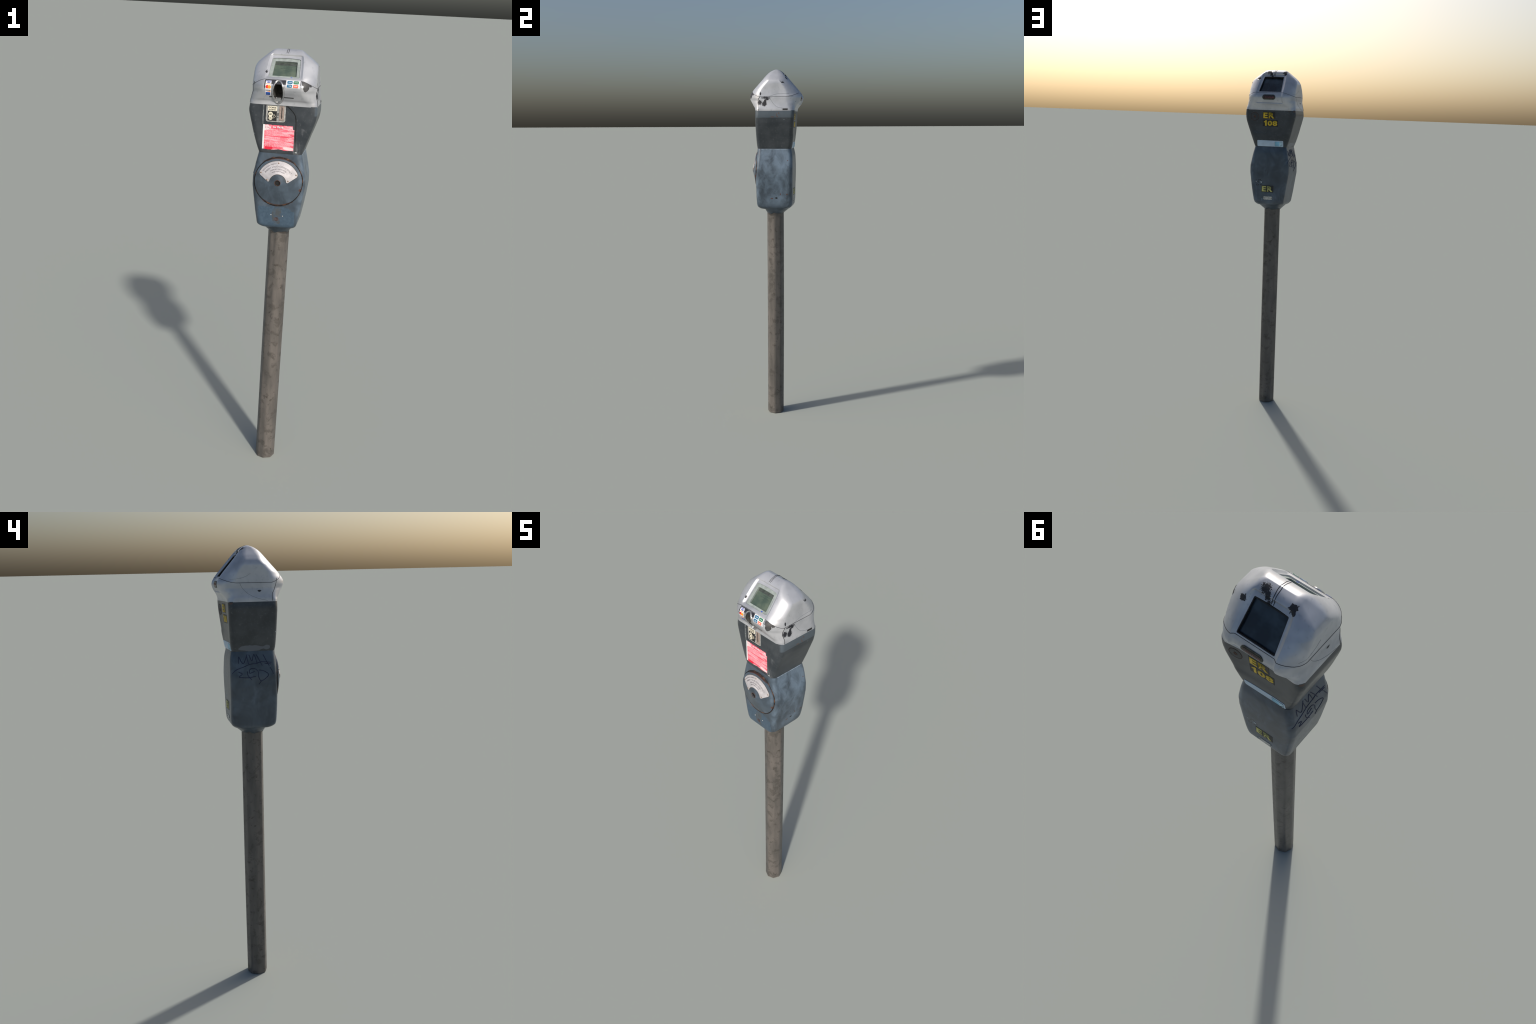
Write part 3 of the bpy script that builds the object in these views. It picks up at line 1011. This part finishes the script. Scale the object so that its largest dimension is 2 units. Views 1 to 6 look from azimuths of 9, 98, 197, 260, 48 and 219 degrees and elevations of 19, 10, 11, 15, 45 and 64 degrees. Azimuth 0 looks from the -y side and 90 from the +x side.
# groove of the front door
line_on("door_groove", upF, [[(u - .0022, min(v, 1.7730)) for u, v in door_line[:-1]] + [(.0660, 1.5820)]], .0024, GROOVE, upper)
slab("worn_fleck", upF, rect(.0655, 1.5778, .0745, 1.5805, .001), FLECKM, .0008, upper)
slab("pale_edge_line", upF, torn(rect(-.0815, 1.6920, -.0783, 1.7740), .004, .0004, 5),  # thin strip modelled for the highlight down the recess edge
     plain("edge_highlight_grey", (120, 126, 128), .5, 0, .15, 40), .0004, upper)

# ------------------------------------------------------------------ red notice
edge = [(-.0785, 1.5862), (-.0660, 1.5865), (-.0580, 1.5850), (-.0300, 1.5845), (-.0180, 1.5862), (-.0080, 1.5880),
        (.0050, 1.5868), (.0150, 1.5845), (.0300, 1.5838), (.0420, 1.5850), (.0575, 1.5845), (.0575, 1.6300), (.0572, 1.6740),
        (.0510, 1.6760), (.0500, 1.6900), (.0310, 1.6905), (.0280, 1.6875), (.0260, 1.6905), (-.0300, 1.6905),
        (-.0380, 1.6890), (-.0430, 1.6910), (-.0785, 1.6910)]
NT = slab("red_notice", upF, torn(edge, .003, .0006, 4, lambda u, v: u > -.07), NOTICE, .0008)
lettering("notice_title", upF, "Pay", -.0550, 1.6770, .0098, GHOST, .0250, .03, .0011, NT)
lettering("notice_title", upF, "to Park", -.0128, 1.6770, .0098, WHITE, .0470, .03, .0012, NT)
lettering("notice_title", upF, "Pay by Card & Coin Meters", -.0290, 1.6690, .0045, GHOST, .0720, .02, .0012, NT)
line_on("warning_triangle", upF, [[(.0420, 1.6870), (.0305, 1.6690), (.0525, 1.6690), (.0420, 1.6870)]], .0009, WHITE, NT, 0, False, .0006)
lettering("warning_mark", upF, "!", .0417, 1.6708, .0095, GHOST, None, .02, .0012, NT)
bm = bmesh.new()
for k in range(16):
    v = 1.6625 - k * .0043
    if k in (5, 10):
        continue
    u = -.0665
    end = random.uniform(.030, .052)
    while u < end:
        l = random.uniform(.002, .008)
        h = .0019
        vs = []
        for hh in (.0002, .0011):
            for a, b in ((u, v), (u + l, v), (u + l, v + h), (u, v + h)):
                vs.append(bm.verts.new(upF.world(a, b, hh)))
        bm.faces.new(vs[4:])
        for i in range(4):
            bm.faces.new((vs[i], vs[(i + 1) % 4], vs[4 + (i + 1) % 4], vs[4 + i]))
        u += l + .0016
small = bm_obj("notice_small_print", bm, GHOST, NT, None)
small["kind"] = "stuff"

# ------------------------------------------------------------------ vault door (dial) with its nameplate
DX, DZ, DR = .0023, 1.4470, .1035


def dial_y(r):
    r = min(r, DR)
    return -.1080 - .0300 * (1 - math.sqrt((r / DR) ** 2 * .93 + .07 * (r / DR))) - .0018


bm = bmesh.new()
radii = [0.0125, .016, .022, .030, .040, .050, .060, .070, .080, .090, .097, .1015, .1035]
rows = []
for r in radii:
    rows.append([(DX + r * math.cos(a), dial_y(r), DZ + r * math.sin(a)) for a in np.linspace(0, 2 * math.pi, 96, endpoint=False)])
lip = [(DX + (DR + .0006) * math.cos(a), -.1075, DZ + (DR + .0006) * math.sin(a)) for a in np.linspace(0, 2 * math.pi, 96, endpoint=False)]
basr = [(DX + (DR + .0006) * math.cos(a), -.0900, DZ + (DR + .0006) * math.sin(a)) for a in np.linspace(0, 2 * math.pi, 96, endpoint=False)]
hole1 = [(DX + .0118 * math.cos(a), dial_y(.012) + .002, DZ + .0118 * math.sin(a)) for a in np.linspace(0, 2 * math.pi, 96, endpoint=False)]
hole2 = [(DX + .0115 * math.cos(a), -.1120, DZ + .0115 * math.sin(a)) for a in np.linspace(0, 2 * math.pi, 96, endpoint=False)]
bm = loft([hole2, hole1] + rows + [lip, basr], (DX, -.112, DZ), None)
bvh_dial = BVHTree.FromBMesh(bm)
door = bm_obj("vault_door", bm, LOWER, ROOT, 50)
dial = Wall(bvh_dial, 'front')
bm = bmesh.new()
circ = np.linspace(0, 2 * math.pi, 96, endpoint=False)
strand(bm, [lowF.world(DX + .1055 * math.cos(a), DZ + .1055 * math.sin(a), .0004 + .0004 * math.sin(7 * a)) for a in circ],
       [.0019 + .0009 * math.sin(3 * a + 1) ** 2 + (.0012 if math.sin(a) > .8 or math.sin(a) < -.85 else 0) for a in circ], closed=True)
bm_obj("door_gap", bm, GAP, door, 60)
ringp = lambda r, y: [(DX + r * math.cos(a), y, DZ + r * math.sin(a)) for a in np.linspace(0, 2 * math.pi, 32, endpoint=False)]
bm = loft([ringp(.0117, -.1310), ringp(.0117, -.1290)], (DX, -.1310, DZ), (DX, -.1290, DZ))
bm_obj("lock_hole", bm, DARK, door)
bm = bmesh.new()
strand(bm, [(DX + .0122 * math.cos(a), dial_y(.0122) + .0006, DZ + .0122 * math.sin(a)) for a in np.linspace(0, 2 * math.pi, 40, endpoint=False)], .0016, closed=True)
bm_obj("lock_rim", bm, RUSTY, door, 60)


def arc(r, a0, a1, n):
    return [(DX + r * math.cos(math.radians(a)), DZ + r * math.sin(math.radians(a))) for a in np.linspace(a0, a1, n)]


def sector(r0, r1, grow=0.0):
    return (arc(r1 + grow, 27, 153, 30) + arc(r1 - .002 + grow, 157, 157, 1) + arc(r1 - .007 + grow, 160.5 + grow * 500, 160.5, 1)
            + arc(r0 + .006, 177 + grow * 800, 177, 1) + arc(r0 + .001 - grow, 175, 175, 1)
            + arc(r0 - grow, 168, 12, 20) + arc(r0 + .001 - grow, 5, 5, 1) + arc(r0 + .006, 3 - grow * 800, 3, 1)
            + arc(r1 - .007 + grow, 19.5 - grow * 500, 19.5, 1) + arc(r1 - .002 + grow, 23, 23, 1))


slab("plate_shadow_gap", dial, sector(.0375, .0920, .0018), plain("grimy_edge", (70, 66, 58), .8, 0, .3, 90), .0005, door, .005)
NP = slab("nameplate", dial, sector(.0375, .0920), NAMEPLATE, .0016, door, .005)
for r, a in ((.0835, 91), (.0850, 154), (.0850, 26), (.0475, 168), (.0450, 13)):
    u, v = arc(r, a, a, 1)[0]
    p = dial.world(u, v, .0016)
    bm = bmesh.new()
    bmesh.ops.create_uvsphere(bm, u_segments=14, v_segments=8, radius=.0036)
    for q in bm.verts:
        q.co = Vector((q.co.x, q.co.y * .6, q.co.z)) + p
    bm_obj("rivet", bm, plain("rivet_metal", (150, 132, 118), .4, .5, .2, 120) if "rivet_metal" not in bpy.data.materials else bpy.data.materials["rivet_metal"], door, 60)
for body, r, h, w, m in (("INSERT VALID COINS ONLY", .0670, .0068, .128, INKGREY), ("DISPLAY INDICATES", .0565, .0052, .070, INKGREY),
                         ("TIME PURCHASED", .0475, .0046, .056, INKGREY)):
    lettering("plate_words", dial, body, 0, 0, h, m, w, .0, .0021, door, (DX, DZ, r))

def rim_words(body, r, a0, a1, h):
    mesh = text_mesh(body, 1.0)
    b2 = bmesh.new()
    b2.from_mesh(mesh)
    bpy.data.meshes.remove(mesh)
    xs = [p.co.x for p in b2.verts]
    lo, hi = min(xs), max(xs)
    ex = bmesh.ops.extrude_face_region(b2, geom=list(b2.faces))
    low = set(q for q in ex['geom'] if isinstance(q, bmesh.types.BMVert))
    for p in b2.verts:
        a = math.radians(a0 + (a1 - a0) * (p.co.x - lo) / (hi - lo))
        rr = r + p.co.y / .73 * h
        p.co = dial.world(DX + rr * math.cos(a), DZ + rr * math.sin(a), .0009 if p in low else .0021)
    return bm_obj("plate_words", b2, INKGREY, door, None)


rim_words("TWO HOUR LIMIT MAXIMUM", .0800, 148, 98, .0036)

# fixings at the foot of the vault
for u, v in ((-.0225, 1.2956), (.0296, 1.2932)):
    p = lowF.world(u, v, 0)
    bm = bmesh.new()
    bmesh.ops.create_uvsphere(bm, u_segments=14, v_segments=8, radius=.0024)
    for q in bm.verts:
        q.co = q.co + p
    bm_obj("vault_pin", bm, PLATE, vault, 60)
slab("plugged_hole", lowF, disc(.0026, 1.2775, .0098), plain("rusty_plug", (70, 60, 62), .7, 0, .2, 120), .0005, vault)

# ------------------------------------------------------------------ back: number decals, label, lock, serial plate
D = slab("number_decal", upB, rect(-.0440, 1.7265, .0285, 1.7655), BACKING, .0005)
lettering("decal_letters", upB, "ER", -.0080, 1.7290, .0345, YELLOW, .0660, .045, .0010, D, None, 1.16)
D2 = slab("number_decal", upB, rect(-.0440, 1.6840, .0455, 1.7205), BACKING, .0005)
lettering("decal_letters", upB, "08", .0130, 1.6880, .0300, YELLOW, .0570, .045, .0010, D2, None, 1.12)
slab("decal_numeral", upB, [(-.0300, 1.6870), (-.0205, 1.6870), (-.0205, 1.7180), (-.0275, 1.7180), (-.0300, 1.7140), (-.0370, 1.7115), (-.0370, 1.7060), (-.0300, 1.7060)],
     YELLOW, .0010, D2)
D3 = slab("number_decal", lowB, rect(-.0405, 1.3090, .0315, 1.3480), BACKING, .0005)
lettering("decal_letters", lowB, "ER", -.0055, 1.3125, .0335, PALEGOLD, .0650, .045, .0010, D3, None, 1.16)
LB = slab("pale_label", upB, rect(-.0740, 1.5715, .0790, 1.6050, .004), PALE, .0010)
slab("label_box", upB, rect(.0300, 1.5740, .0735, 1.6000), plain("grey_outline", (96, 110, 120), .5), .0014, LB)
slab("label_picture", upB, rect(.0310, 1.5750, .0725, 1.5990), SKY, .0018, LB)
slab("label_picture", upB, rect(.0570, 1.5750, .0725, 1.5990), plain("pale_cyan_print", (176, 206, 218), .5, 0, .06), .0021, LB)
line_on("label_tick", upB, [[(.0620, 1.5770), (.0660, 1.5790), (.0710, 1.5840)]], .0008, BLACK, LB, 4, False, .0022)
LK = line_on("rear_lock", upB, [[(-.0905 + .0225 * math.cos(a), 1.7375 + .0225 * math.sin(a)) for a in np.linspace(0, 2 * math.pi, 28, endpoint=False)]],
             .0010, RUSTY, ROOT, 2, True)
slab("lock_face", upB, disc(-.0905, 1.7375, .0215), plain("lock_paint", (54, 57, 60), .5, 0, .15, 70), .0006, LK)
slab("lock_keyhole", upB, disc(-.0905, 1.7370, .0065, 16), RUSTY, .0012, LK)
SP = slab("serial_plate", lowB, torn(rect(-.0285, 1.2660, .0265, 1.2850, .008), .006, .0006, 9), PLATE, .0012)
for u in (-.0235, .0215):
    slab("plate_rivet", lowB, disc(u, 1.2755, .0024, 12), DARK, .0018, SP)
slab("paint_nick", lowB, torn(disc(-.0430, 1.3655, .0050, 10, .0028), .002, .0012, 6), FLECKM, .0006, vault)
slab("paint_nick", lowB, disc(-.0735, 1.3680, .0022, 8), FLECKM, .0006, vault)
slab("paint_nick", lowB, torn(rect(-.0375, 1.2560, -.0345, 1.2730), .004, .0006, 8), plain("blue_scrape", (104, 126, 146), .5), .0005, vault)

# ------------------------------------------------------------------ marker scrawl on the left flank (u = -y)
scrawl = [
    [(-.0640, 1.5200), (-.0620, 1.5480), (-.0520, 1.5280), (-.0410, 1.5200), (-.0260, 1.5560)],
    [(-.0280, 1.5470), (-.0210, 1.5170)], [(-.0170, 1.5540), (-.0060, 1.5290), (.0040, 1.5560), (.0160, 1.5190)],
    [(.0130, 1.5560), (.0260, 1.5320), (.0380, 1.5080)], [(.0130, 1.5170), (.0300, 1.5230), (.0500, 1.5230), (.0780, 1.5200)],
    [(.0440, 1.5530), (.0560, 1.5280), (.0680, 1.5060)], [(.0480, 1.5170), (.0760, 1.5130)],
    [(-.0920, 1.4790), (-.0740, 1.4940), (-.0420, 1.5050), (-.0140, 1.5150), (.0180, 1.5190)],
    [(-.0660, 1.4850), (-.0500, 1.4760), (-.0640, 1.4640), (-.0420, 1.4600), (-.0160, 1.4590)],
    [(-.0280, 1.4860), (-.0260, 1.4700), (-.0100, 1.4500)], [(.0060, 1.4970), (-.0150, 1.4950), (-.0180, 1.4780), (.0040, 1.4850)],
    [(.0080, 1.4960), (.0200, 1.4820), (.0200, 1.4640), (.0320, 1.4440), (.0640, 1.4680), (.0430, 1.4860), (.0230, 1.4900)],
    [(.0720, 1.5000), (.0860, 1.4720)], [(.0310, 1.4430), (.0210, 1.4300)], [(-.0160, 1.4600), (.0090, 1.4640)]]
line_on("pale_edge_line", lowR, [[(-.074, 1.5665), (-.03, 1.5668), (.03, 1.5665), (.074, 1.5668)]], .0011, plain("pale_rim_grey", (140, 154, 168), .5, 0, .2, 60), vault)
gr = line_on("marker_scrawl", lowL, scrawl, .0015, INK, ROOT, 5)
